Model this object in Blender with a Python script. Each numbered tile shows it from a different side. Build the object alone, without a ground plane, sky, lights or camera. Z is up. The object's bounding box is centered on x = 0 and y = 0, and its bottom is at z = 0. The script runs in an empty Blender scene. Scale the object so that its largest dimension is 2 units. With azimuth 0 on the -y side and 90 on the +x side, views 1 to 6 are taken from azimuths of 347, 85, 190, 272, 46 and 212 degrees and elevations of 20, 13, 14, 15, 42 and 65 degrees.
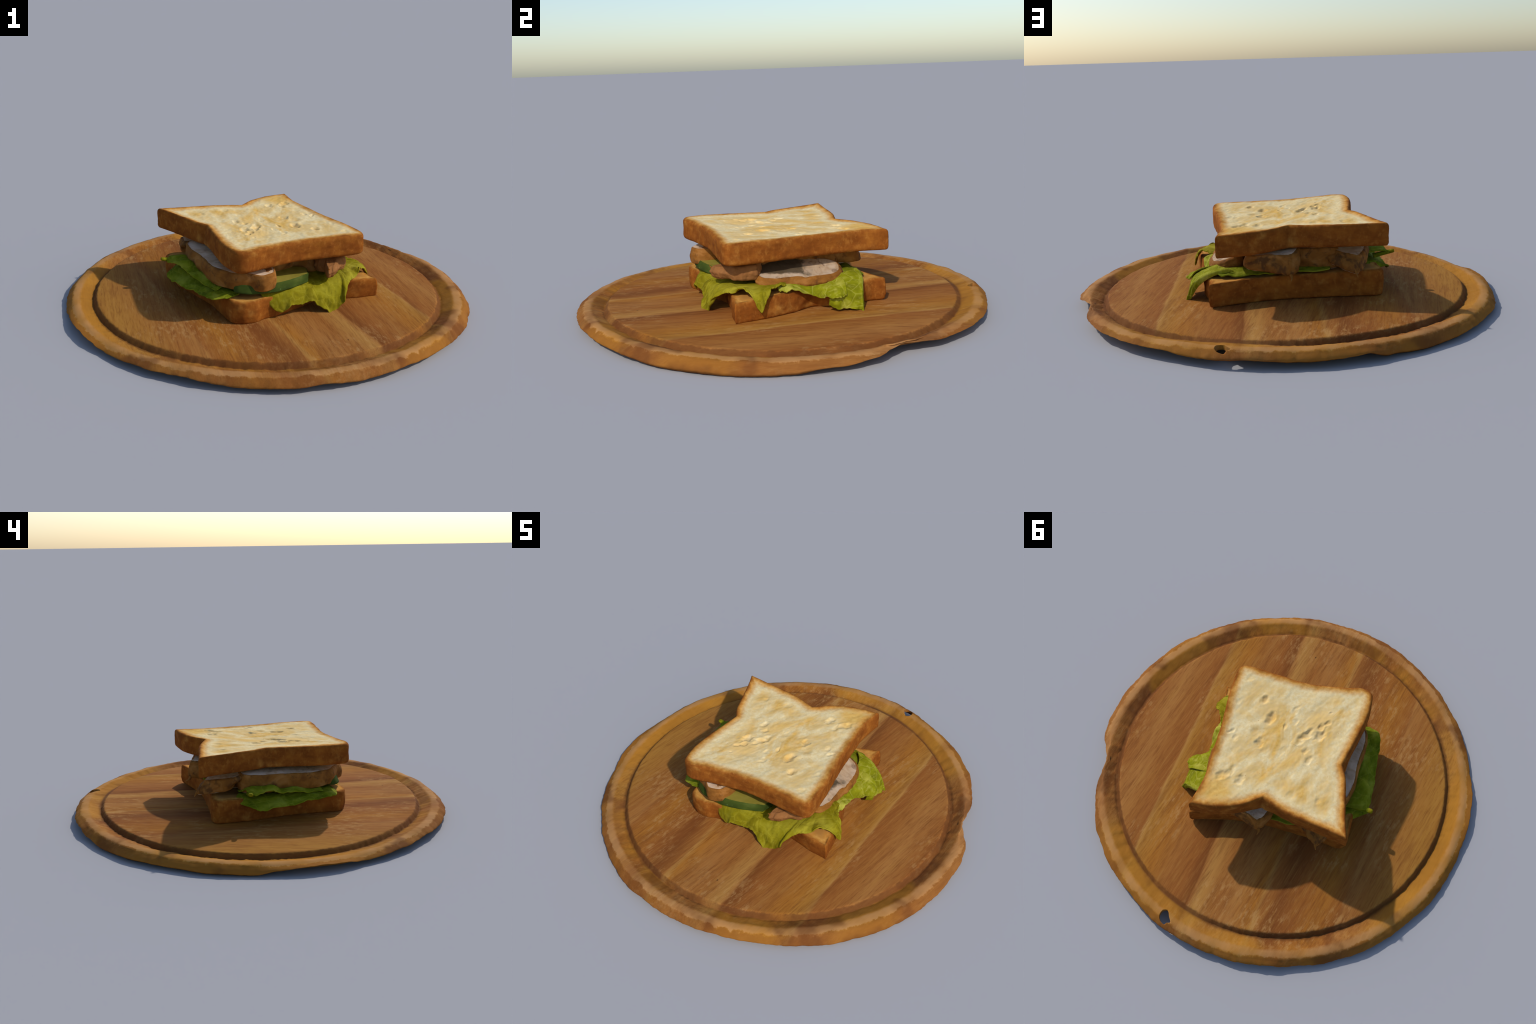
# A toasted chicken sandwich on a round wooden board.
import bpy, bmesh, math, random
import numpy as np
from mathutils import Vector, noise

random.seed(7)
SC = bpy.context.scene.collection


# ------------------------------------------------------------------ helpers
def fbm(x, y, z, octaves=4, seed=0.0):
    return noise.fractal(Vector((x + seed, y - seed * .7, z + seed * 1.3)), 0.9, 2.1, octaves)


def periodic(table, deg):
    """Smooth value of a table {angle: value} at the given angles (degrees)."""
    a = np.array(sorted(table))
    v = np.array([table[k] for k in a])
    a = np.concatenate([a - 360, a, a + 360])
    v = np.concatenate([v, v, v])
    return np.interp(deg, a, v)


def blur_ring(v, n):
    for _ in range(n):
        v = (np.roll(v, 1) + 2 * v + np.roll(v, -1)) / 4
    return v


def closed_curve(points, n, corner=()):
    """Closed Catmull-Rom curve through points, resampled to n by length.
    Points whose index is in corner keep a tight bend."""
    P = []
    for i, p in enumerate(points):
        if i in corner:
            a = np.array(points[i - 1], float)
            b = np.array(points[(i + 1) % len(points)], float)
            q = np.array(p, float)
            P += [q + (a - q) / max(np.linalg.norm(a - q), 1e-6) * .012, q,
                  q + (b - q) / max(np.linalg.norm(b - q), 1e-6) * .012]
        else:
            P.append(np.array(p, float))
    P = np.array(P)
    m = len(P)
    out = []
    for i in range(m):
        p0, p1, p2, p3 = P[i - 1], P[i], P[(i + 1) % m], P[(i + 2) % m]
        # centripetal parameters keep the curve free of overshoot
        t1 = max(np.linalg.norm(p1 - p0), 1e-6) ** .5
        t2 = t1 + max(np.linalg.norm(p2 - p1), 1e-6) ** .5
        t3 = t2 + max(np.linalg.norm(p3 - p2), 1e-6) ** .5
        for t in np.linspace(t1, t2, 30, endpoint=False):
            A1 = (t1 - t) / t1 * p0 + t / t1 * p1
            A2 = (t2 - t) / (t2 - t1) * p1 + (t - t1) / (t2 - t1) * p2
            A3 = (t3 - t) / (t3 - t2) * p2 + (t - t2) / (t3 - t2) * p3
            B1 = (t2 - t) / t2 * A1 + t / t2 * A2
            B2 = (t3 - t) / (t3 - t1) * A2 + (t - t1) / (t3 - t1) * A3
            out.append((t2 - t) / (t2 - t1) * B1 + (t - t1) / (t2 - t1) * B2)
    out = np.array(out)
    d = np.linalg.norm(np.roll(out, -1, 0) - out, axis=1)
    L = np.concatenate([[0], np.cumsum(d)])
    s = np.linspace(0, L[-1], n, endpoint=False)
    ext = np.vstack([out, out[:1]])
    return np.stack([np.interp(s, L, ext[:, k]) for k in range(2)], 1)


def plane(*pts):
    """z = f(x, y) through or nearest to the given 3D points."""
    p = np.array(pts, float)
    A = np.c_[p[:, 0], p[:, 1], np.ones(len(p))]
    c = np.linalg.lstsq(A, p[:, 2], rcond=None)[0]
    return lambda x, y: c[0] * x + c[1] * y + c[2]


def new_part(name, verts, faces, parent, mats, mat_index=None, smooth=True, origin=None):
    v = np.array(verts, float)
    if origin is None:
        origin = (v.min(0) + v.max(0)) / 2
    origin = np.array(origin, float)
    me = bpy.data.meshes.new(name)
    me.from_pydata((v - origin).tolist(), [], faces)
    for m in mats:
        me.materials.append(m)
    if mat_index is not None:
        me.polygons.foreach_set("material_index", np.array(mat_index, dtype=np.int32))
    me.polygons.foreach_set("use_smooth", [smooth] * len(me.polygons))
    me.update()
    ob = bpy.data.objects.new(name, me)
    SC.objects.link(ob)
    if parent is not None:
        ob.parent = parent
        ob.location = Vector(origin) - parent.location
    else:
        ob.location = origin
    return ob


def slab(name, parent, mats, outline, z_top, z_bot, r=.012, rings=24, side=12, n=240,
         corner=(), relief=None, bulge=.0, shift=(0, 0), rough=.002, rough_scale=18.0, seed=1.0,
         centre=None, origin=None, warp=0.0, push=()):
    """A thick slice: a free outline, a top and a bottom height, rounded rims.
    mats[0] is used on the faces, mats[-1] on the rim."""
    O = closed_curve(outline, n, corner)
    c = np.array(centre if centre is not None else O.mean(0))
    sh = np.array(shift, float)
    if warp:
        for i in range(n):
            d = (O[i] - c) / np.linalg.norm(O[i] - c)
            O[i] += d * warp * fbm(O[i][0] * 9, O[i][1] * 9, 0, 4, seed + 3)
    dist = np.linalg.norm(O - c, axis=1)
    foot = np.zeros(n)                       # places where the foot of the rim comes further out than its top
    for px, py, pr, pa in push:
        foot += pa * np.exp(-((O[:, 0] - px) ** 2 + (O[:, 1] - py) ** 2) / pr ** 2)
    rows, kind = [], []      # each row: (inset per point, height fraction 1..0, drop from rim)
    for k in range(1, rings + 1):
        f = (k / rings) ** .85
        rows.append(('t', f))
    arc = 5
    for k in range(1, arc + 1):
        rows.append(('ta', k / arc))
    for k in range(1, side):
        rows.append(('s', k / side))
    for k in range(0, arc):
        rows.append(('ba', k / arc))
    for k in range(rings // 2, 0, -1):
        rows.append(('b', k / (rings // 2)))
    V = [(c[0], c[1], float(z_top(c[0], c[1])) + (relief(c[0], c[1]) if relief else 0))]
    mi_row = []
    for kd, f in rows:
        for i in range(n):
            o = O[i]
            u = (c - o) / dist[i]
            if kd == 't':
                p = c + (o + u * r - c) * f
                z = z_top(*p)
            elif kd == 'ta':
                a = f * math.pi / 2
                p = o + u * r * (1 - math.sin(a))
                z = z_top(*p) - r * (1 - math.cos(a))
            elif kd == 's':
                p = o - u * (bulge * math.sin(f * math.pi) + foot[i] * f) + sh * f
                z = (z_top(*o) - r) * (1 - f) + (z_bot(*o) + r) * f
            elif kd == 'ba':
                a = f * math.pi / 2
                p = o + u * (r * (1 - math.cos(a)) - foot[i]) + sh
                z = z_bot(*p) + r * (1 - math.sin(a))
            else:
                p = c + (o + u * (r - foot[i]) - c) * f + sh * f
                z = z_bot(*p)
            x, y = p
            if kd == 't' and relief:
                z += relief(x, y) * min(1.0, (1 - f) * 12 + .25)
            if rough:
                s = rough_scale
                q = fbm(x * s, y * s, z * s, 4, seed)
                if kd in 'tb':
                    z += q * rough * .8
                else:
                    x, y = x - u[0] * q * rough * 1.6, y - u[1] * q * rough * 1.6
                    z += rough * .5 * fbm(x * s, y * s, z * s, 3, seed + 9)
            V.append((x, y, z))
        mi_row.append(0 if kd in 'tb' else 1)
    zb = z_bot(*c)
    V.append((c[0], c[1], zb))
    F, M = [], []
    last = len(V) - 1
    for i in range(n):
        F.append((0, 1 + i, 1 + (i + 1) % n))
        M.append(0)
    for k in range(len(rows) - 1):
        a, b = 1 + k * n, 1 + (k + 1) * n
        m = mi_row[k + 1] if rows[k + 1][0] != 'b' else 0
        for i in range(n):
            j = (i + 1) % n
            F.append((a + i, b + i, b + j, a + j))
            M.append(m)
    a = 1 + (len(rows) - 1) * n
    for i in range(n):
        F.append((a + i, last, a + (i + 1) % n))
        M.append(0)
    if len(mats) == 1:
        M = [0] * len(F)
    return new_part(name, V, F, parent, mats, M, origin=origin)


def cr(p0, p1, p2, p3, t):
    return .5 * ((2 * p1) + (p2 - p0) * t + (2 * p0 - 5 * p1 + 4 * p2 - p3) * t * t
                 + (3 * p1 - p0 - 3 * p2 + p3) * t ** 3)


def spline_rows(P, per):
    """Catmull-Rom along the first axis of an array of points."""
    out = []
    m = len(P)
    for i in range(m - 1):
        for t in np.linspace(0, 1, per, endpoint=False):
            out.append(cr(P[max(i - 1, 0)], P[i], P[i + 1], P[min(i + 2, m - 1)], t))
    out.append(P[-1])
    return np.array(out)


def leaf(name, parent, mat, ribs, seed, ruffle=.012, thick=.006, per=9, across=14, jag=.012):
    """A salad leaf: ribs run from under the filling out to the ruffled edge."""
    G = np.array(ribs, float)                       # ribs x rows x 3
    G = spline_rows(G, per)
    G = np.swapaxes(spline_rows(np.swapaxes(G, 0, 1), across), 0, 1)
    a, b = G.shape[:2]
    du = np.gradient(G, axis=0)
    dv = np.gradient(G, axis=1)
    N = np.cross(du, dv)
    N /= np.maximum(np.linalg.norm(N, axis=2, keepdims=True), 1e-9)
    dvn = dv / np.maximum(np.linalg.norm(dv, axis=2, keepdims=True), 1e-9)
    V = []
    for i in range(a):
        for j in range(b):
            w = (j / (b - 1)) ** 1.6
            p = G[i, j]
            q = fbm(p[0] * 16, p[1] * 16, p[2] * 16, 3, seed)
            q2 = fbm(p[0] * 38, p[1] * 38, p[2] * 24, 3, seed + 5)
            e = fbm(i * .30, seed, 0, 4, seed + 2)
            pl = fbm(i * .16, seed * 2, j * .05, 2, seed + 7)      # pleats that open towards the edge
            p = p + N[i, j] * (ruffle * w * (q + .9 * pl) + .0055 * (.3 + .7 * w) * q2) + dvn[i, j] * jag * w * e
            V.append(tuple(p))
    F = [(i * b + j, (i + 1) * b + j, (i + 1) * b + j + 1, i * b + j + 1)
         for i in range(a - 1) for j in range(b - 1)]
    ob = new_part(name, V, F, parent, [mat])
    s = ob.modifiers.new("thickness", 'SOLIDIFY')
    s.thickness = thick
    s.offset = 0
    u = ob.modifiers.new("smooth", 'SUBSURF')
    u.levels = u.render_levels = 1
    return ob


# ------------------------------------------------------------------ node helpers
class Nodes:
    def __init__(self, name):
        self.m = bpy.data.materials.new(name)
        self.m.use_nodes = True
        self.t = self.m.node_tree
        self.t.nodes.clear()
        self.out = self.t.nodes.new("ShaderNodeOutputMaterial")
        self.co = self.t.nodes.new("ShaderNodeTexCoord").outputs["Object"]

    def put(self, sock, v):
        if isinstance(v, bpy.types.NodeSocket):
            self.t.links.new(v, sock)
        elif v is not None:
            try:
                sock.default_value = v
            except Exception:
                sock.default_value = (*v, 1.0) if len(v) == 3 else v

    def math(self, op, a, b=None, c=None, clamp=False):
        n = self.t.nodes.new("ShaderNodeMath")
        n.operation = op
        n.use_clamp = clamp
        for s, v in zip(n.inputs, (a, b, c)):
            self.put(s, v)
        return n.outputs[0]

    def vec(self, op, a, b=None, scale=None):
        n = self.t.nodes.new("ShaderNodeVectorMath")
        n.operation = op
        self.put(n.inputs[0], a)
        if b is not None:
            self.put(n.inputs[1], b)
        if scale is not None:
            self.put(n.inputs["Scale"], scale)
        return n.outputs["Value"] if op in ('DOT_PRODUCT', 'LENGTH', 'DISTANCE') else n.outputs["Vector"]

    def mapping(self, v, loc=(0, 0, 0), rot=(0, 0, 0), scale=(1, 1, 1)):
        n = self.t.nodes.new("ShaderNodeMapping")
        self.put(n.inputs[0], v)
        n.inputs["Location"].default_value = loc
        n.inputs["Rotation"].default_value = rot
        n.inputs["Scale"].default_value = scale
        return n.outputs[0]

    def noise(self, v=None, scale=5.0, detail=4.0, rough=.5, dist=0.0):
        n = self.t.nodes.new("ShaderNodeTexNoise")
        self.put(n.inputs["Vector"], v if v is not None else self.co)
        self.put(n.inputs["Scale"], scale)
        n.inputs["Detail"].default_value = detail
        n.inputs["Roughness"].default_value = rough
        n.inputs["Distortion"].default_value = dist
        return n.outputs["Fac"]

    def voronoi(self, v=None, scale=5.0, feature='F1', rnd=1.0):
        n = self.t.nodes.new("ShaderNodeTexVoronoi")
        n.feature = feature
        self.put(n.inputs["Vector"], v if v is not None else self.co)
        n.inputs["Scale"].default_value = scale
        n.inputs["Randomness"].default_value = rnd
        return n.outputs["Distance"]

    def ramp(self, fac, stops, interp='LINEAR'):
        n = self.t.nodes.new("ShaderNodeValToRGB")
        self.put(n.inputs[0], fac)
        r = n.color_ramp
        r.interpolation = interp
        while len(r.elements) < len(stops):
            r.elements.new(.5)
        for e, (p, c) in zip(r.elements, stops):
            e.position = p
            e.color = (*c, 1) if not isinstance(c, (int, float)) else (c, c, c, 1)
        return n.outputs[0]

    def step(self, v, lo, hi):
        n = self.t.nodes.new("ShaderNodeMapRange")
        n.interpolation_type = 'SMOOTHSTEP'
        self.put(n.inputs[0], v)
        for k, x in ((1, lo), (2, hi), (3, 0.0), (4, 1.0)):
            n.inputs[k].default_value = x
        return n.outputs[0]

    def mix(self, fac, a, b, mode='MIX'):
        n = self.t.nodes.new("ShaderNodeMix")
        n.data_type = 'RGBA'
        n.blend_type = mode
        self.put(n.inputs[0], fac)
        self.put(n.inputs[6], a if isinstance(a, bpy.types.NodeSocket) else (*a, 1))
        self.put(n.inputs[7], b if isinstance(b, bpy.types.NodeSocket) else (*b, 1))
        return n.outputs[2]

    def bump(self, h, strength=.3, distance=.01):
        n = self.t.nodes.new("ShaderNodeBump")
        n.inputs["Strength"].default_value = strength
        n.inputs["Distance"].default_value = distance
        self.put(n.inputs["Height"], h)
        return n.outputs[0]

    def sep(self, v):
        n = self.t.nodes.new("ShaderNodeSeparateXYZ")
        self.put(n.inputs[0], v)
        return n.outputs

    def finish(self, color, rough=.7, normal=None, spec=.05, translucent=None, sss=0.0, coat=0.0):
        b = self.t.nodes.new("ShaderNodeBsdfPrincipled")
        self.put(b.inputs["Base Color"], color)
        self.put(b.inputs["Roughness"], rough)
        b.inputs["Specular IOR Level"].default_value = spec
        if coat:
            b.inputs["Coat Weight"].default_value = coat
            b.inputs["Coat Roughness"].default_value = .3
        if sss:
            b.inputs["Subsurface Weight"].default_value = sss
            b.inputs["Subsurface Radius"].default_value = (.02, .01, .006)
            b.inputs["Subsurface Scale"].default_value = .6
        if normal is not None:
            self.put(b.inputs["Normal"], normal)
        s = b.outputs[0]
        if translucent is not None:
            tr = self.t.nodes.new("ShaderNodeBsdfTranslucent")
            self.put(tr.inputs[0], color)
            mx = self.t.nodes.new("ShaderNodeMixShader")
            mx.inputs[0].default_value = translucent
            self.t.links.new(s, mx.inputs[1])
            self.t.links.new(tr.outputs[0], mx.inputs[2])
            s = mx.outputs[0]
        self.t.links.new(s, self.out.inputs[0])
        return self.m


# ------------------------------------------------------------------ materials
def wood_material():
    N = Nodes("oiled_wood")
    x, y, z = N.sep(N.co)
    rad = N.math('SQRT', N.math('ADD', N.math('MULTIPLY', x, x), N.math('MULTIPLY', y, y)))
    # planks run along y, leaning a little: q counts across them
    wob = N.math('MULTIPLY', N.math('SUBTRACT', N.noise(N.mapping(N.co, scale=(1.5, 1.0, .2)), 2.2, 2), .5), .022)
    wob2 = N.math('MULTIPLY', N.math('SUBTRACT', N.noise(N.mapping(N.co, scale=(14, 3.0, 2)), 2.0, 3), .5), .018)
    q0 = N.math('ADD', x, N.math('MULTIPLY', y, .175))
    q = N.math('ADD', q0, N.math('ADD', wob, wob2))
    f = N.math('MULTIPLY_ADD', q, .5, .5)
    def at(v): return v * .5 + .5
    tone = lambda r, g, b: (r * .91, g * .93, b * 1.15)
    W = dict(gold=tone(.42, .185, .026), tan=tone(.40, .165, .034), mid=tone(.345, .128, .023),
             red=tone(.305, .102, .018), dark=tone(.20, .062, .012), pale=tone(.47, .225, .045), amber=tone(.40, .15, .018))
    stops = [(-.98, W['amber']), (-.80, W['gold']), (-.62, W['mid']), (-.545, W['tan']), (-.535, W['red']),
             (-.44, W['amber']), (-.33, W['red']), (-.24, W['dark']), (-.175, W['mid']), (-.160, W['pale']),
             (-.135, W['amber']), (-.04, W['tan']), (.06, W['mid']), (.15, W['pale']), (.178, W['tan']), (.188, W['dark']),
             (.25, W['red']), (.34, W['mid']), (.44, W['amber']), (.53, W['gold']), (.548, W['pale']), (.556, W['red']),
             (.64, W['mid']), (.72, W['tan']), (.84, W['red']), (.93, W['mid']), (.985, W['tan'])]
    base = N.ramp(f, [(at(a), c) for a, c in stops])
    # long grain
    gco = N.mapping(N.co, rot=(0, 0, math.radians(10)), scale=(1, .055, 1))
    g1 = N.noise(gco, 52, 6, .7, .3)
    g2 = N.noise(N.mapping(gco, loc=(3, 1, 0)), 120, 3, .6)
    g3 = N.noise(N.mapping(N.co, loc=(7, 3, 1), rot=(0, 0, math.radians(10)), scale=(1, .16, 1)), 13, 5, .6, .5)
    col = N.mix(N.math('MULTIPLY', N.step(g1, .50, .68), .48), base, W['dark'])
    col = N.mix(N.math('MULTIPLY', N.step(g1, .49, .30), .40), col, W['pale'])
    col = N.mix(N.math('MULTIPLY', N.step(g3, .52, .68), .45), col, W['dark'])
    col = N.mix(N.math('MULTIPLY', N.step(g3, .46, .28), .22), col, W['gold'])
    col = N.mix(N.math('MULTIPLY', N.step(g2, .55, .75), .35), col, W['dark'])
    g4 = N.noise(N.mapping(N.co, loc=(2, 9, 4), rot=(0, 0, math.radians(10)), scale=(1, .075, 1)), 170, 3, .7)
    col = N.mix(N.math('MULTIPLY', N.step(g4, .50, .70), .5), col, W['dark'])
    col = N.mix(N.math('MULTIPLY', N.step(g4, .50, .28), .26), col, W['pale'])
    # worn pale scratches on the flat
    worn = N.math('MULTIPLY', N.step(N.noise(N.mapping(N.co, loc=(2, 5, 0)), 3.2, 3), .46, .64),
                  N.step(N.noise(N.mapping(N.co, scale=(1, .35, 1), rot=(0, 0, .25)), 55, 4, .7), .48, .68))
    col = N.mix(N.math('MULTIPLY', worn, .55), col, (.48, .26, .09))
    # small dark flecks
    fl = N.step(N.voronoi(N.mapping(N.co, rot=(0, 0, .5), scale=(1, .5, 1)), 9.0), .035, .02)
    col = N.mix(N.math('MULTIPLY', fl, N.step(N.noise(None, 4, 2), .55, .62)), col, (.03, .018, .01))
    # the milled step beside the juice groove is darker, with a ragged border
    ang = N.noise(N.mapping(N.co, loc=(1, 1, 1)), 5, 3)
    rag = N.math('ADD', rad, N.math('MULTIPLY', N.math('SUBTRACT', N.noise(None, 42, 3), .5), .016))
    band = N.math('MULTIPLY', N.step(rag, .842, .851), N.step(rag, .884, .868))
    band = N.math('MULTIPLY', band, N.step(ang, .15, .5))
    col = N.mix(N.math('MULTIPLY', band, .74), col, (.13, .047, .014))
    groove_dark = N.math('MULTIPLY', N.math('MULTIPLY', N.step(rag, .862, .875), N.step(rag, .93, .91)),
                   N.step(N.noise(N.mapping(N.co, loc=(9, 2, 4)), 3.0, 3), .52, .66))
    col = N.mix(N.math('MULTIPLY', groove_dark, .5), col, (.16, .055, .018))
    honey = N.math('MULTIPLY', N.step(rad, .862, .875),
                   N.math('MAXIMUM', N.step(N.noise(N.mapping(N.co, loc=(5, 8, 2)), 2.1, 2), .5, .62), N.step(x, -.72, -.86)))
    col = N.mix(N.math('MULTIPLY', honey, .55), col, (.45, .195, .02))
    # the rubbed crest of the rim is paler
    tooth = N.math('MULTIPLY', N.math('SUBTRACT', N.noise(N.mapping(N.co, scale=(1, 1, .4)), 15, 5, .75), .5), .055)
    edge = N.math('ADD', rag, tooth)
    crest = N.math('MULTIPLY', N.step(rag, .918, .936), N.step(edge, .968, .960))
    wear = N.math('MULTIPLY_ADD', N.step(N.noise(N.mapping(N.co, loc=(3, 3, 3)), 6, 3), .35, .65), .45, .22)
    col = N.mix(N.math('MULTIPLY', crest, wear), col, (.50, .255, .095))
    wall = N.step(edge, .962, .972)
    col = N.mix(N.math('MULTIPLY', wall, .55), col, N.mix(g3, (.27, .098, .020), (.18, .060, .013)))
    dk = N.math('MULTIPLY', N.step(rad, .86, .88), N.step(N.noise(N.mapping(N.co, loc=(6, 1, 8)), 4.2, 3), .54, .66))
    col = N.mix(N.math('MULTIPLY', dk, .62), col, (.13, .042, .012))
    h = N.math('ADD', N.math('MULTIPLY', g1, .7), N.math('MULTIPLY', g2, .3))
    return N.finish(col, N.math('MULTIPLY_ADD', g1, .15, .75), N.bump(h, .2, .005), .06)


def bread_material(name, outline, origin, toast, patches, done=0.0):
    """Cream crumb that toasts to gold and then to brown crust near the outline."""
    N = Nodes(name)
    flat = N.vec('MULTIPLY', N.co, (1, 1, 0))
    d = None
    pts = [Vector((p[0] - origin[0], p[1] - origin[1], 0)) for p in outline]
    for a, b in zip(pts, pts[1:] + pts[:1]):           # distance to each stretch of the outline
        ba = b - a
        pa = N.vec('SUBTRACT', flat, tuple(a))
        h = N.math('MULTIPLY', N.vec('DOT_PRODUCT', pa, tuple(ba)), 1 / ba.length_squared, clamp=True)
        sc = N.vec('SCALE', tuple(ba), scale=h)
        e = N.vec('DISTANCE', pa, sc)
        d = e if d is None else N.math('MINIMUM', d, e)
    n1 = N.noise(None, 14, 4, .6)
    n2 = N.noise(None, 60, 3, .6)
    big = N.noise(N.mapping(N.co, loc=(4, 2, 0), rot=(0, 0, math.radians(-12)), scale=(1.9, 1, 1)), 5.0, 4, .55, .9)
    dn = N.math('ADD', d, N.math('MULTIPLY', N.math('SUBTRACT', n1, .5), .040))
    cream = N.mix(N.step(n2, .35, .65), (.76, .58, .285), (.81, .66, .37))
    cream = N.mix(N.math('MULTIPLY', N.step(N.noise(N.mapping(N.co, loc=(8, 0, 0)), 26, 4, .65), .55, .72), .5),
                  cream, (.77, .55, .22))
    golden = N.mix(N.step(n2, .3, .7), (.74, .46, .12), (.68, .37, .07))
    if done:                                           # a slice toasted all over
        cream = N.mix(done, cream, (.46, .215, .050))
        golden = N.mix(done, golden, (.38, .15, .028))
    t = N.step(big, .36, .70)
    inner = N.step(dn, .035, .11)
    t = N.math('MULTIPLY', N.math('MULTIPLY', t, inner), toast)
    for px, py, pr, pw in patches:                     # well toasted places
        dd = N.vec('DISTANCE', flat, (px - origin[0], py - origin[1], 0))
        dd = N.math('ADD', dd, N.math('MULTIPLY', N.math('SUBTRACT', n1, .5), pr * .9))
        t = N.math('MAXIMUM', t, N.math('MULTIPLY', N.step(dd, pr, pr * .25), pw))
    top = N.mix(t, cream, golden)
    speck = N.step(N.voronoi(None, 34), .12, .05)
    top = N.mix(N.math('MULTIPLY', N.math('MULTIPLY', speck, N.step(n1, .5, .6)), .6), top, (.50, .25, .06))
    # crust
    c1 = N.noise(N.mapping(N.co, loc=(2, 6, 1), scale=(1, 1, 1.6)), 11, 5, .65)
    c2 = N.noise(N.mapping(N.co, scale=(1, 1, .7)), 46, 4, .65)
    crust = N.ramp(c1, [(.30, (.16, .043, .007)), (.5, (.25, .074, .011)), (.70, (.34, .115, .016))])
    crust = N.mix(N.math('MULTIPLY', N.step(c2, .5, .72), .45), crust, (.44, .175, .032))
    scorch = N.noise(N.mapping(N.co, loc=(1, 2, 7)), 7, 4, .6, .5)
    crust = N.mix(N.math('MULTIPLY', N.step(scorch, .50, .66), .5), crust, (.17, .045, .008))
    crust = N.mix(N.math('MULTIPLY', N.step(c2, .45, .25), .4), crust, (.20, .052, .009))
    edge = N.mix(N.step(n2, .3, .7), (.55, .235, .040), (.64, .33, .075))
    e1 = N.step(dn, .002, .026)
    e2 = N.step(dn, .016, .060)
    col = N.mix(e1, crust, edge)
    col = N.mix(e2, col, top)
    b = N.math('ADD', N.math('MULTIPLY', N.noise(None, 70, 5, .7), .6), N.math('MULTIPLY', N.noise(None, 22, 4), .5))
    return N.finish(col, .9, N.bump(b, .15, .005), .04)


def chicken_materials(sear, browned=1.0):
    N = Nodes("cooked_chicken_flesh")
    n1 = N.noise(N.mapping(N.co, scale=(1, 2.2, 1)), 16, 5, .6, .5)
    n2 = N.noise(N.mapping(N.co, loc=(3, 3, 0)), 9, 4, .6)
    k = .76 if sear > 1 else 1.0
    col = N.mix(N.step(n1, .35, .65), (.66 * k, .47 * k, .30 * k), (.54 * k, .35 * k, .20 * k))
    col = N.mix(N.math('MULTIPLY', N.step(n2, .5, .65), .5 * k), col, (.76 * k, .60 * k, .46 * k))
    char = N.step(N.noise(N.mapping(N.co, loc=(1, 7, 2)), 15, 4, .6, .8), .56, .68)
    col = N.mix(N.math('MULTIPLY', char, .7 if sear > 1 else .4), col, (.16, .085, .045))
    if sear > 1:                                     # dark area where the slice runs under the bread
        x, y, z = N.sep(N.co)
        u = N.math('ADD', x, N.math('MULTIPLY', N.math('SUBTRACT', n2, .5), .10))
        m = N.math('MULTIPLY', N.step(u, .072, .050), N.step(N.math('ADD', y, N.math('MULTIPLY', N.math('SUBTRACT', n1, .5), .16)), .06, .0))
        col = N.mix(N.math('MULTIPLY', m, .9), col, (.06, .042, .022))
    flesh = N.finish(col, .75, N.bump(n1, .3, .006), .1, sss=.05)
    N = Nodes("roasted_chicken_skin")
    n1 = N.noise(N.mapping(N.co, scale=(1, 1, 1.5)), 12, 5, .6, .6)
    n2 = N.noise(N.mapping(N.co, loc=(5, 1, 3)), 18, 4, .6, .4)
    col = N.ramp(n1, [(.3, (.16, .055, .010)), (.5, (.27, .105, .018)), (.7, (.37, .165, .045))])
    if browned < 1:
        col = N.mix(1 - browned, col, (.27, .115, .042))
    col = N.mix(N.math('MULTIPLY', N.step(n2, .54, .68), .75 * browned), col, (.075, .032, .012))
    skin = N.finish(col, .8, N.bump(n2, .4, .008), .1)
    return flesh, skin


def lettuce_material(name, deep, mid, pale):
    N = Nodes(name)
    n1 = N.noise(N.mapping(N.co, scale=(1, 1, 1)), 8, 4, .55, .5)
    n2 = N.noise(N.mapping(N.co, rot=(0, 0, .5), scale=(3.2, 1, 1.4)), 20, 4, .6, .7)
    v = N.voronoi(N.vec('ADD', N.co, N.vec('SCALE', (1, 1, 1), scale=N.math('MULTIPLY', n1, .06))), 15, 'DISTANCE_TO_EDGE')
    col = N.ramp(n1, [(.3, deep), (.5, mid), (.72, pale)])
    col = N.mix(N.math('MULTIPLY', N.step(n2, .52, .72), .45), col, pale)
    col = N.mix(N.math('MULTIPLY', N.step(n2, .48, .28), .4), col, deep)
    col = N.mix(N.math('MULTIPLY', N.step(v, .06, .0), .3), col, pale)
    h = N.math('ADD', N.math('MULTIPLY', n2, .6), N.math('MULTIPLY', N.step(v, 0, .12), .5))
    return N.finish(col, .8, N.bump(h, .25, .006), .06, translucent=.2)


def cucumber_materials():
    N = Nodes("cucumber_flesh")
    n = N.noise(None, 20, 4)
    flesh = N.finish(N.ramp(n, [(.3, (.20, .165, .02)), (.7, (.28, .23, .04))]), .8, None, .06)  # cucumber colours darkened to carry the shade under the upper slice
    N = Nodes("cucumber_skin")
    n = N.noise(N.mapping(N.co, scale=(1, 1, 2)), 12, 4)
    col = N.ramp(n, [(.3, (.030, .046, .008)), (.6, (.055, .080, .012)), (.8, (.10, .125, .025))])
    col = N.mix(N.step(N.voronoi(None, 26), .16, .06), col, (.11, .16, .045))
    return flesh, N.finish(col, .8, N.bump(n, .2, .005), .06)


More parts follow.
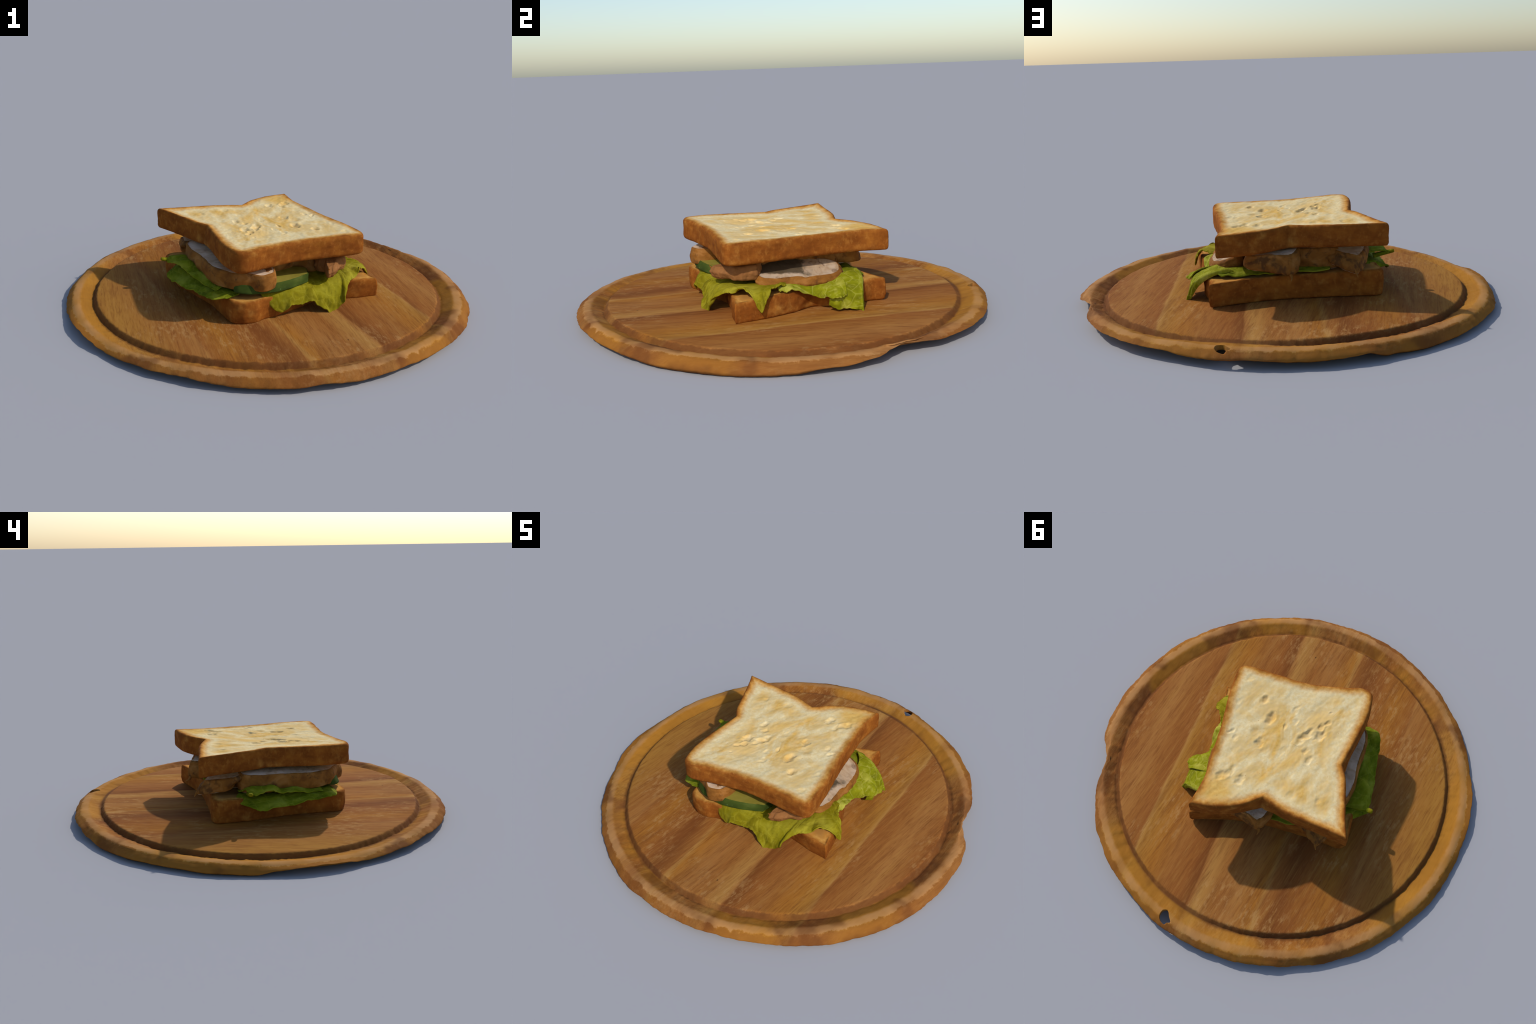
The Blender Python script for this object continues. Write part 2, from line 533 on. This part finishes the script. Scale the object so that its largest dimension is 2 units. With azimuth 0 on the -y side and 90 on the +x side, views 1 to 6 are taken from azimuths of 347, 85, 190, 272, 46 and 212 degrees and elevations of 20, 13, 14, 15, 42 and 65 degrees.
# ------------------------------------------------------------------ the board
def build_board():
    n = 720
    deg = np.arange(n) * 360 / n - 180
    th = np.radians(deg)
    # height of the worn lower edge and reach of the rim, by angle
    low = blur_ring(periodic({-179: .000, -174: .015, -164: .037, -157: .037, -148: .014, -136: .020, -122: .027, -116: .018,
                              -111: .011, -102: .014, -89: .023, -80: .010, -68: .022, -58: .014, -45: .011, -41: .003, -30: .001,
                              -13: .000, -3: .001, 3: .019, 9: .018, 14: .030, 20: .044, 25: .050, 30: .047, 36: .034, 48: .039,
                              62: .036, 70: .034, 77: .022, 91: .029, 105: .018, 114: .025, 118: .034, 122: .008, 137: .000,
                              146: .006, 160: .008, 166: .001}, deg), 3)
    reach = blur_ring(periodic({-179: .994, -155: .991, -140: .992, -122: .99, -103: 1.003, -83: .998, -60: .992, -41: 1.0,
                                -29: 1.002, -14: 1.006, 0: 1.002, 8: .995, 17: .98, 20: .958, 25: .922, 29: .940, 36: .972, 48: .991,
                                70: .99, 90: .998, 106: 1.003, 124: .999, 147: 1.0, 168: .997}, deg), 8)
    flat = blur_ring(periodic({-170: .053, -150: .051, -120: .060, -90: .064, -60: .067, -30: .058, 0: .054, 40: .053,
                               85: .062, 120: .066, 150: .054}, deg), 60)
    rimz = blur_ring(periodic({-170: .044, -145: .041, -120: .055, -90: .060, -70: .064, -32: .060, 0: .054, 25: .058, 60: .055,
                               76: .062, 90: .066, 104: .063, 120: .060, 150: .054}, deg), 60) + .0008
    facet = np.interp(deg, np.arange(-180, 181, 12), [random.uniform(-.004, .004) for _ in range(30)] + [0])
    facet -= .004 * np.abs((deg + 180) % 12 / 6 - 1) * -1 + .002
    reach = reach + facet
    jag = np.array([fbm(math.cos(t) * 14, math.sin(t) * 14, 0, 4, 3) for t in th])
    jag2 = np.array([fbm(math.cos(t) * 30, math.sin(t) * 30, 4, 4, 8) for t in th])
    lowc = .062
    rows = []
    inner = .844 + .004 * jag
    for k in range(1, 46):                       # the flat cutting surface
        f = k / 46
        r = inner * f
        w = np.clip((f - .55) / .45, 0, 1) ** 2
        rows.append((r, lowc * (1 - w) + flat * w))
    def add(r, z):
        rows.append((r, z))
    add(inner - .006, flat)
    add(inner, flat - .0005)
    add(inner + .004, flat - .003)
    filled = blur_ring(periodic({-180: 1, 55: 1, 74: .45, 84: .15, 92: .3, 104: .9, 112: 1}, deg), 10)
    depth = (.0215 + .005 * jag2) * filled + .004
    for f in (.25, .5, .75, .92, 1.0):           # the step down into the juice groove
        add(inner + .005 + .016 * f, flat - .003 - (depth - .003) * f)
    g_out = .915 + .005 * jag2
    a0 = inner + .024
    for f in np.linspace(.1, 1, 9):              # groove floor rising to the rim
        zz = (flat - depth) * (1 - f ** .75) + (rimz - .004) * f ** .75 - .001 * math.sin(f * math.pi)
        add(a0 + (g_out - a0) * f, zz)
    add(g_out + .006, rimz - .0012)
    add(g_out + .013, rimz + .0005)
    crest_w = np.maximum(reach - .03 - (g_out + .013), .004)
    for f in (.25, .5, .75, 1.0):                # rounded crest
        add(g_out + .013 + crest_w * f, rimz + .0015 * math.sin(f * 2.6) - .005 * f * f)
    shoulder = reach - .03
    ztop = rimz - .0055
    span = np.maximum(ztop - low, .004)
    for f in np.linspace(.1, 1, 10):             # outer wall, fullest below its middle
        add(shoulder + .030 * np.sin(np.minimum(f * 1.25, 1) * math.pi / 2) - .016 * max(0, f - .75) ** 1 * 4
            + .004 * jag2 * math.sin(f * 3), ztop - span * f)
    V = [(0, 0, lowc)]
    kinds = len(rows)
    for k, (r, z) in enumerate(rows):
        for i in range(n):
            x, y = r[i] * math.cos(th[i]), r[i] * math.sin(th[i])
            zz = z[i]
            rr = math.hypot(x, y)
            # tool marks along the grain on the flat, lumps on the rim
            zz += .0011 * fbm(x * 5, y * 5, 0, 3, 2) + .0006 * fbm((x + .17 * y) * 60, y * 4, 0, 3, 6)
            if rr > .87:
                wgt = min(1, (rr - .87) / .05)
                zz += wgt * .0030 * fbm(x * 9, y * 9, z[i] * 11, 4, 11)
                e = wgt * .0028 * fbm(x * 9, y * 9, z[i] * 25, 4, 21)
                x, y = x * (1 + e), y * (1 + e)
            V.append((x, y, max(zz, 0.0)))
    near_hole = np.exp(-((deg - 84.5) / 4.5) ** 2)
    under = [(reach - .016, np.minimum(low + .006, rimz - .02) * (1 - near_hole) + near_hole * .040),
             (reach - .045, np.minimum(low + .008, rimz - .02) * (1 - near_hole) + near_hole * .046),
             (reach - .10, .028 * (1 - near_hole) + near_hole * .044), (reach * .5, np.full(n, .028))]
    for r, z in under:
        for i in range(n):
            V.append((r[i] * math.cos(th[i]), r[i] * math.sin(th[i]), max(z[i], .002)))
    V.append((0, 0, .03))
    F = [(0, 1 + i, 1 + (i + 1) % n) for i in range(n)]
    for k in range(kinds + len(under) - 1):
        a, b = 1 + k * n, 1 + (k + 1) * n
        for i in range(n):
            j = (i + 1) % n
            F.append((a + i, b + i, b + j, a + j))
    a = 1 + (kinds + len(under) - 1) * n
    F += [(a + i, len(V) - 1, a + (i + 1) % n) for i in range(n)]
    root = bpy.data.objects.new("cutting_board", None)
    SC.objects.link(root)
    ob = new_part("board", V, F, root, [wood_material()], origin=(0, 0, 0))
    # the drop-shaped hole worn through the rim
    hole = closed_curve([(.118, .956), (.121, .929), (.104, .913), (.090, .918), (.076, .934), (.055, .956), (.070, .966), (.078, .978), (.092, .976), (.106, .970)], 40)
    bm = bmesh.new()
    f = bm.faces.new([bm.verts.new((p[0], p[1], -.1)) for p in hole])
    up = bmesh.ops.extrude_face_region(bm, geom=[f])
    bmesh.ops.translate(bm, vec=(0, 0, .3), verts=[g for g in up['geom'] if isinstance(g, bmesh.types.BMVert)])
    bmesh.ops.recalc_face_normals(bm, faces=bm.faces)
    cm = bpy.data.meshes.new("hole_cutter")
    bm.to_mesh(cm)
    bm.free()
    cut = bpy.data.objects.new("hole_cutter", cm)
    SC.objects.link(cut)
    bo = ob.modifiers.new("hole", 'BOOLEAN')
    bo.operation = 'DIFFERENCE'
    bo.solver = 'EXACT'
    bo.object = cut
    bpy.context.view_layer.update()
    dg = bpy.context.evaluated_depsgraph_get()
    me = bpy.data.meshes.new_from_object(ob.evaluated_get(dg))
    ob.modifiers.clear()
    ob.data = me
    bpy.data.objects.remove(cut)
    root["label"] = "round oiled wooden cutting board with a juice groove"
    root["category"] = "cutting board"
    return root


# ------------------------------------------------------------------ the sandwich
def build_sandwich():
    root = bpy.data.objects.new("sandwich", None)
    root.location = (0, 0, .062)
    SC.objects.link(root)
    root["label"] = "toasted chicken sandwich with lettuce and cucumber"
    root["category"] = "sandwich"

    # ---- bread
    top_line = [(.400, -.262), (.386, -.284), (.340, -.300), (.211, -.322), (.058, -.352), (-.099, -.414), (-.205, -.464),
                (-.245, -.458), (-.262, -.432), (-.288, -.351), (-.303, -.227), (-.308, -.129), (-.313, -.045), (-.355, .004),
                (-.406, .095), (-.460, .195), (-.508, .270), (-.346, .285), (-.206, .300), (-.071, .288), (-.01, .362),
                (.084, .432), (.214, .484), (.226, .338), (.262, .206), (.308, .050), (.368, -.119)]
    pits = [(.194, -.166, .017, .014, 0, .016), (.114, -.094, .026, .014, .8, .018), (.094, .049, .018, .014, .3, .012),
            (-.080, -.096, .036, .013, .45, .016), (-.142, -.132, .028, .013, .7, .015), (-.121, -.176, .014, .009, .6, .010),
            (-.137, -.206, .011, .009, .5, .009), (.248, .065, .015, .008, .2, .008), (-.121, -.024, .015, .010, .4, .009),
            (-.158, .012, .018, .011, .5, .009), (.160, .282, .022, .014, .3, .013), (.073, .262, .019, .014, .4, .012),
            (.133, .007, .030, .022, .4, .006), (.322, -.237, .016, .013, 0, .005), (-.122, -.260, .006, .006, 0, .005),
            (.033, -.085, .012, .008, 1, .007), (-.178, .209, .02, .012, .4, .005), (-.298, .168, .012, .01, 0, .005),
            (.207, .083, .012, .008, .6, .006), (.133, .240, .022, .015, .4, .008), (.03, -.20, .02, .01, .4, .005),
            (-.03, .03, .03, .014, .5, .005), (.30, -.10, .014, .01, .4, .004), (0, -.14, .015, .01, .5, .006)]

    def top_relief(x, y):
        c, s = math.cos(1.32), math.sin(1.32)
        u, v = x * c + y * s, -x * s + y * c
        h = .0030 * fbm(u * 7, v * 15, 0, 3, 4) + .0007 * fbm(x * 40, y * 40, 0, 2, 7)
        h -= .0095 * max(0, 1 - ((x + .03) ** 2 + y ** 2) / .16)
        h -= .010 * math.exp(-((x + .36) ** 2 + (y - .19) ** 2) / .014)   # the slice sags in the middle
        for px, py, ra, rb, an, dp in pits:
            dx, dy = x - px, y - py
            if abs(dx) < .07 and abs(dy) < .07:
                a = 1.32 + (an - .5) * .7
                dx += .011 * fbm(x * 32, y * 32, 1, 2, 2)
                dy += .011 * fbm(x * 32, y * 32, 5, 2, 9)
                e = ((dx * math.cos(a) + dy * math.sin(a)) / ra) ** 2 + ((-dx * math.sin(a) + dy * math.cos(a)) / rb) ** 2
                e *= .70
                dp *= .68
                h -= dp * math.exp(-max(e, 0) ** 1.5)
                h += .12 * dp * math.exp(-((max(e, 0) ** .5 - 1.5) ** 2) * 5)
        return h
    zt = plane((.398, -.287, .388), (-.25, -.456, .430), (-.496, .267, .400), (.215, .479, .405))
    zb = plane((.402, -.284, .291), (-.23, -.471, .320), (-.505, .268, .302), (.22, .485, .299))
    top_line = [(x * 1.011, y * 1.011) for x, y in top_line]
    o1 = (-.03, .0, .40)
    bread = bread_material("toasted_bread", top_line, o1, .95,
                           [(.15, .36, .13, .9), (-.11, -.20, .12, .6), (.13, -.13, .12, .55), (-.12, 0, .07, .5), (.16, .10, .10, .4)])
    slab("bread_slice", root, [bread], top_line, zt, zb, r=.017, rings=100, side=16, n=560, corner=(12, 16, 19, 22),
         relief=top_relief, bulge=.0, push=[(-.075, .292, .050, .016), (-.317, -.046, .055, .012)], rough=.0016, rough_scale=20, seed=3, centre=(-.03, -.02), origin=o1)

    low_line = [(.494, -.252), (.400, -.262), (.300, -.262), (.170, -.275), (.050, -.345), (-.060, -.400), (-.111, -.418), (-.161, -.446),
                (-.215, -.452), (-.262, -.432), (-.280, -.385), (-.326, -.214), (-.380, -.090), (-.433, .022), (-.470, .140),
                (-.484, .195), (-.455, .222), (-.364, .236), (-.200, .272), (-.018, .320), (.130, .390), (.258, .464),
                (.268, .390), (.300, .335), (.330, .275), (.318, .205), (.302, .130), (.375, .02), (.440, -.106)]
    zt2 = plane((.487, -.24, .152), (-.28, -.432, .172), (-.486, .243, .185), (.265, .452, .173))
    zb2 = plane((.49, -.253, .059), (-.238, -.442, .061), (-.482, .176, .063), (.257, .462, .066))
    o2 = (-.02, -.01, .115)
    bread2 = bread_material("toasted_bread_base", low_line, o2, .8, [(.40, -.2, .16, .8), (.25, .36, .14, .8), (-.2, -.4, .12, .7), (-.42, .1, .14, .7)], done=.85)
    slab("bread_slice", root, [bread2], low_line, zt2, zb2, r=.014, rings=40, side=16, n=480, corner=(0, 3, 21, 24),
         bulge=.003, rough=.0024, rough_scale=20, seed=8, centre=(-.02, -.01), origin=o2,
         relief=lambda x, y: .002 * fbm(x * 12, y * 12, 0, 3, 6))

    # ---- chicken
    flesh, skin = chicken_materials(1.0)
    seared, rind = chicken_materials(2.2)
    _, pink = chicken_materials(1.0, .35)
    meat = [flesh, skin]

    def piece(line, zt, zb, seed, r=.012, warp=.02, rough=.005, mats=None, **k):
        return slab("chicken_slice", root, mats or meat, line, zt, zb, r=r, rings=22, side=12, n=200, rough=rough, rough_scale=14,
                    seed=seed, warp=warp, bulge=.006, **k)
    # the oval slice that leans out on the right
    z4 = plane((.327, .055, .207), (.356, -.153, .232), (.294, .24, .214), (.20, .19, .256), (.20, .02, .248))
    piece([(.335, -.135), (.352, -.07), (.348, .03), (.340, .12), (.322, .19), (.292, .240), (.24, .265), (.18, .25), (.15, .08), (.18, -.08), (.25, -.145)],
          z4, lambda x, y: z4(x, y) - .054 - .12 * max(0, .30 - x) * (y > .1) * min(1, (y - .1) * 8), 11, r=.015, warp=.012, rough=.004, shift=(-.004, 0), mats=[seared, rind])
    # long slice on the left
    z1 = plane((-.404, .003, .291), (-.285, -.32, .288), (-.1, -.443, .284), (-.1, -.1, .296))
    z1b = plane((-.357, .067, .200), (-.147, -.392, .206), (-.36, -.15, .200), (-.05, -.1, .205))
    piece([(-.392, .07), (-.398, .0), (-.370, -.11), (-.350, -.21), (-.314, -.312), (-.25, -.378), (-.17, -.412), (-.115, -.436), (-.06, -.40),
           (-.06, -.25), (-.1, -.05), (-.2, .08), (-.32, .10)], z1, z1b, 23, r=.010, warp=.007, rough=.0035)
    # dark wedge at the far left corner, its foot reaching out over the lower slice
    z2 = plane((-.40, .085, .285), (-.38, .25, .264), (-.25, .2, .280))
    z2b = plane((-.375, .32, .182), (-.245, .28, .213), (-.41, .09, .222))
    piece([(-.396, .092), (-.402, .15), (-.392, .225), (-.376, .262), (-.345, .258), (-.30, .245), (-.245, .215), (-.225, .14), (-.30, .06)],
          z2, z2b, 31, warp=.012, shift=(.0, .040))
    # chunk at the back
    z3 = plane((-.089, .357, .285), (.114, .37, .281), (.0, .2, .295))
    z3b = plane((-.077, .391, .196), (.114, .394, .222), (.0, .2, .20))
    piece([(-.112, .28), (-.102, .345), (-.085, .366), (-.04, .364), (.02, .366), (.09, .370), (.118, .352), (.12, .27), (.05, .20), (-.09, .2)],
          z3, z3b, 43, warp=.008, shift=(.004, .014), corner=(2,))
    # pieces below the right front corner
    z5 = plane((.22, -.33, .266), (.34, -.2, .278), (.2, -.1, .290))
    z5b = plane((.26, -.32, .210), (.34, -.20, .212), (.2, -.1, .205))
    piece([(.214, -.345), (.245, -.322), (.285, -.285), (.325, -.245), (.335, -.18), (.30, -.12), (.22, -.13), (.19, -.2), (.202, -.28)],
          z5, z5b, 57, r=.018, warp=.035, rough=.007, mats=[pink, pink])
    z6 = plane((-.1, -.44, .284), (-.05, -.40, .29), (-.08, -.2, .3))
    piece([(-.112, -.440), (-.085, -.436), (-.060, -.408), (-.055, -.35), (-.07, -.26), (-.12, -.26), (-.135, -.36)],
          z6, lambda x, y: z6(x, y) - .078, 61, r=.018, warp=.035, rough=.007, mats=[pink, pink])
    # the heap in the middle, set back below the upper slice
    zc = plane((.2, -.2, .285), (-.2, -.3, .290), (-.3, .2, .286), (.18, .3, .285))
    piece([(.20, -.16), (.16, .02), (.15, .18), (.10, .27), (.0, .25), (-.16, .235), (-.27, .20), (-.26, .0), (-.20, -.20), (-.12, -.27), (.05, -.20)],
          zc, lambda x, y: .19, 71, warp=.03)

    def shred(a, b, ra):
        """A small torn strand hanging from the meat."""
        a, b = Vector(a), Vector(b)
        ax = (b - a).normalized()
        s1 = ax.orthogonal().normalized()
        s2 = ax.cross(s1)
        V, F, m, k = [], [], 10, 8
        for i in range(k + 1):
            t = i / k
            c = a.lerp(b, t) + s1 * .006 * math.sin(t * 4)
            rr = ra * (1 - t) ** .8 + .0008
            V += [tuple(c + (s1 * math.cos(j * math.tau / m) + s2 * .55 * math.sin(j * math.tau / m)) * rr) for j in range(m)]
        for i in range(k):
            for j in range(m):
                F.append((i * m + j, i * m + (j + 1) % m, (i + 1) * m + (j + 1) % m, (i + 1) * m + j))
        F += [tuple(range(m - 1, -1, -1)), tuple(range(k * m, k * m + m))]
        new_part("chicken_shred", V, F, root, [skin])
    shred((-.085, .368, .200), (-.097, .392, .172), .010)
    shred((-.372, .286, .200), (-.377, .318, .178), .013)
    shred((.235, -.315, .235), (.205, -.352, .262), .016)

    # ---- cucumber
    cf, cs = cucumber_materials()
    zq = plane((.13, -.277, .220), (-.033, -.385, .234), (-.2, -.38, .232), (0, -.2, .236))
    slab("cucumber_slice", root, [cf, cs], [(-.245, -.375), (-.20, -.408), (-.13, -.410), (-.04, -.392), (.05, -.348), (.130, -.292), (.135, -.22), (0, -.2), (-.16, -.26)],
         zq, lambda x, y: zq(x, y) - .040, r=.005, rings=14, side=8, n=140, corner=(5,), rough=.0015, seed=5, shift=(-.004, -.012))

    # ---- lettuce
    def rib(a, m, e, ra, mat, tip):
        """The cut end of a leaf's midrib, paler at its tip."""
        A, Mi, E = (np.array(v) for v in (a, m, e))
        V, F, M, k, c = [], [], [], 14, 12
        for i in range(k + 1):
            t = i / k
            p = (1 - t) ** 2 * A + 2 * t * (1 - t) * Mi + t * t * E
            d = Vector(2 * (1 - t) * (Mi - A) + 2 * t * (E - Mi)).normalized()
            s1 = d.cross(Vector((0, 0, 1))).normalized()
            s2 = s1.cross(d)
            rr = ra * (1.25 - .3 * t) * (1 if i < k else .75)
            V += [tuple(Vector(p) + (s1 * math.cos(j * math.tau / c) + s2 * .7 * math.sin(j * math.tau / c)) * rr) for j in range(c)]
        for i in range(k):
            for j in range(c):
                F.append((i * c + j, i * c + (j + 1) % c, (i + 1) * c + (j + 1) % c, (i + 1) * c + j))
                M.append(1 if i >= k - 3 else 0)
        F += [tuple(range(c - 1, -1, -1)), tuple(range(k * c, k * c + c))]
        new_part("lettuce_rib", V, F, root, [mat, tip], M + [0, 1])

    yellow = lettuce_material("yellow_green_lettuce", (.16, .125, .004), (.28, .235, .007), (.42, .36, .03))
    bright = lettuce_material("bright_green_lettuce", (.14, .14, .004), (.28, .28, .007), (.56, .51, .09))
    green = lettuce_material("dark_green_lettuce", (.10, .125, .003), (.215, .24, .008), (.38, .38, .04))
    leaf("lettuce_leaf", root, yellow, [
        [(-.16, -.25, .187), (-.13, -.37, .182), (-.108, -.402, .150)],
        [(-.08, -.22, .187), (-.05, -.385, .176), (-.041, -.414, .088)],
        [(0, -.20, .187), (.015, -.380, .178), (.017, -.420, .122)],
        [(.06, -.18, .187), (.08, -.345, .178), (.07, -.402, .118)],
        [(.11, -.17, .187), (.125, -.325, .176), (.128, -.393, .124)],
        [(.17, -.15, .187), (.19, -.315, .170), (.185, -.395, .075)],
        [(.22, -.14, .187), (.24, -.30, .170), (.218, -.388, .052)],
        [(.27, -.13, .187), (.285, -.285, .174), (.268, -.368, .072)],
        [(.30, -.12, .187), (.31, -.265, .182), (.295, -.358, .120)],
        [(.31, -.10, .188), (.33, -.24, .187), (.333, -.285, .157)],
        [(.32, -.08, .189), (.36, -.20, .190), (.383, -.252, .172)],
        [(.32, -.06, .190), (.39, -.175, .190), (.421, -.208, .192)],
        [(.32, -.05, .190), (.425, -.158, .188), (.462, -.172, .168)],
        [(.31, -.04, .190), (.450, -.135, .184), (.492, -.137, .106)],
        [(.30, -.03, .190), (.435, -.105, .187), (.470, -.112, .150)],
        [(.29, -.02, .190), (.40, -.075, .191), (.432, -.085, .186)],
        [(.28, .00, .190), (.365, -.045, .200), (.398, -.052, .197)],
        [(.27, .02, .190), (.345, -.01, .198), (.378, -.015, .196)]], 2.0, jag=.008)
    leaf("lettuce_leaf", root, bright, [
        [(.26, -.08, .192), (.35, -.06, .193), (.395, -.045, .176)],
        [(.27, -.05, .195), (.35, -.03, .192), (.395, -.020, .168)],
        [(.27, .03, .190), (.35, .03, .184), (.394, .025, .172)],
        [(.27, .10, .187), (.335, .10, .168), (.368, .112, .134)],
        [(.27, .16, .187), (.36, .165, .166), (.412, .17, .134)],
        [(.27, .20, .190), (.37, .215, .170), (.432, .223, .137)],
        [(.28, .24, .200), (.35, .255, .188), (.402, .252, .135)]], 5.0, ruffle=.008)
    leaf("lettuce_leaf", root, bright, [
        [(.28, .18, .195), (.36, .18, .16), (.395, .178, .13), (.393, .174, .093)],
        [(.28, .22, .200), (.375, .22, .16), (.405, .22, .12), (.400, .215, .075)],
        [(.27, .25, .207), (.355, .265, .172), (.395, .268, .125), (.402, .270, .074)],
        [(.25, .29, .211), (.325, .31, .182), (.378, .315, .13), (.400, .318, .066)],
        [(.202, .335, .212), (.285, .345, .190), (.362, .334, .142), (.398, .330, .060)],
        [(.170, .335, .200), (.265, .348, .180), (.338, .338, .130), (.380, .332, .066)]
        ], 9.0, ruffle=.005, jag=.006)
    leaf("lettuce_leaf", root, green, [
        [(-.36, .09, .19), (-.40, .10, .186), (-.443, .107, .168)],
        [(-.34, .0, .19), (-.43, .03, .184), (-.497, .012, .149)],
        [(-.32, -.08, .19), (-.41, -.06, .184), (-.485, -.050, .137)],
        [(-.29, -.18, .19), (-.36, -.17, .186), (-.446, -.165, .155)],
        [(-.26, -.27, .19), (-.325, -.28, .186), (-.405, -.28, .166)],
        [(-.22, -.33, .187), (-.28, -.35, .185), (-.358, -.388, .178)],
        [(-.18, -.35, .185), (-.22, -.38, .183), (-.290, -.408, .176)]], 12.0, ruffle=.008)
    leaf("lettuce_leaf", root, green, [                  # folded upper leaf, standing in two waves
        [(-.34, .08, .200), (-.42, .058, .228), (-.480, .042, .236)],
        [(-.33, .03, .200), (-.42, .020, .240), (-.502, .012, .226)],
        [(-.32, -.03, .200), (-.41, -.030, .238), (-.484, -.035, .224)],
        [(-.31, -.08, .200), (-.40, -.080, .240), (-.458, -.084, .232)],
        [(-.30, -.12, .197), (-.37, -.125, .216), (-.422, -.125, .206)],
        [(-.29, -.18, .196), (-.355, -.185, .220), (-.404, -.195, .210)],
        [(-.26, -.24, .193), (-.320, -.250, .206), (-.362, -.265, .196)],
        [(-.24, -.30, .190), (-.285, -.320, .198), (-.325, -.340, .190)]], 15.0, ruffle=.007, jag=.006)
    leaf("lettuce_leaf", root, green, [                  # lobe behind it, against the meat
        [(-.33, .10, .195), (-.37, .095, .204), (-.398, .090, .208)],
        [(-.33, .05, .195), (-.37, .05, .212), (-.404, .045, .222)],
        [(-.32, -.01, .195), (-.365, -.005, .214), (-.402, -.01, .222)],
        [(-.31, -.08, .195), (-.35, -.08, .205), (-.385, -.09, .206)]], 22.0, ruffle=.005, jag=.006)
    rib((-.43, .035, .206), (-.486, .026, .220), (-.528, .021, .229), .013, green, yellow)
    leaf("lettuce_leaf", root, green, [
        [(.24, .20, .192), (.27, .28, .196), (.255, .35, .186)],
        [(.17, .20, .192), (.19, .30, .198), (.19, .37, .186)],
        [(.05, .18, .192), (.05, .29, .198), (.05, .335, .190)],
        [(-.10, .15, .192), (-.10, .25, .200), (-.10, .30, .194)],
        [(-.25, .12, .192), (-.25, .20, .200), (-.25, .255, .194)]], 18.0, ruffle=.006)
    return root


build_board()
build_sandwich()
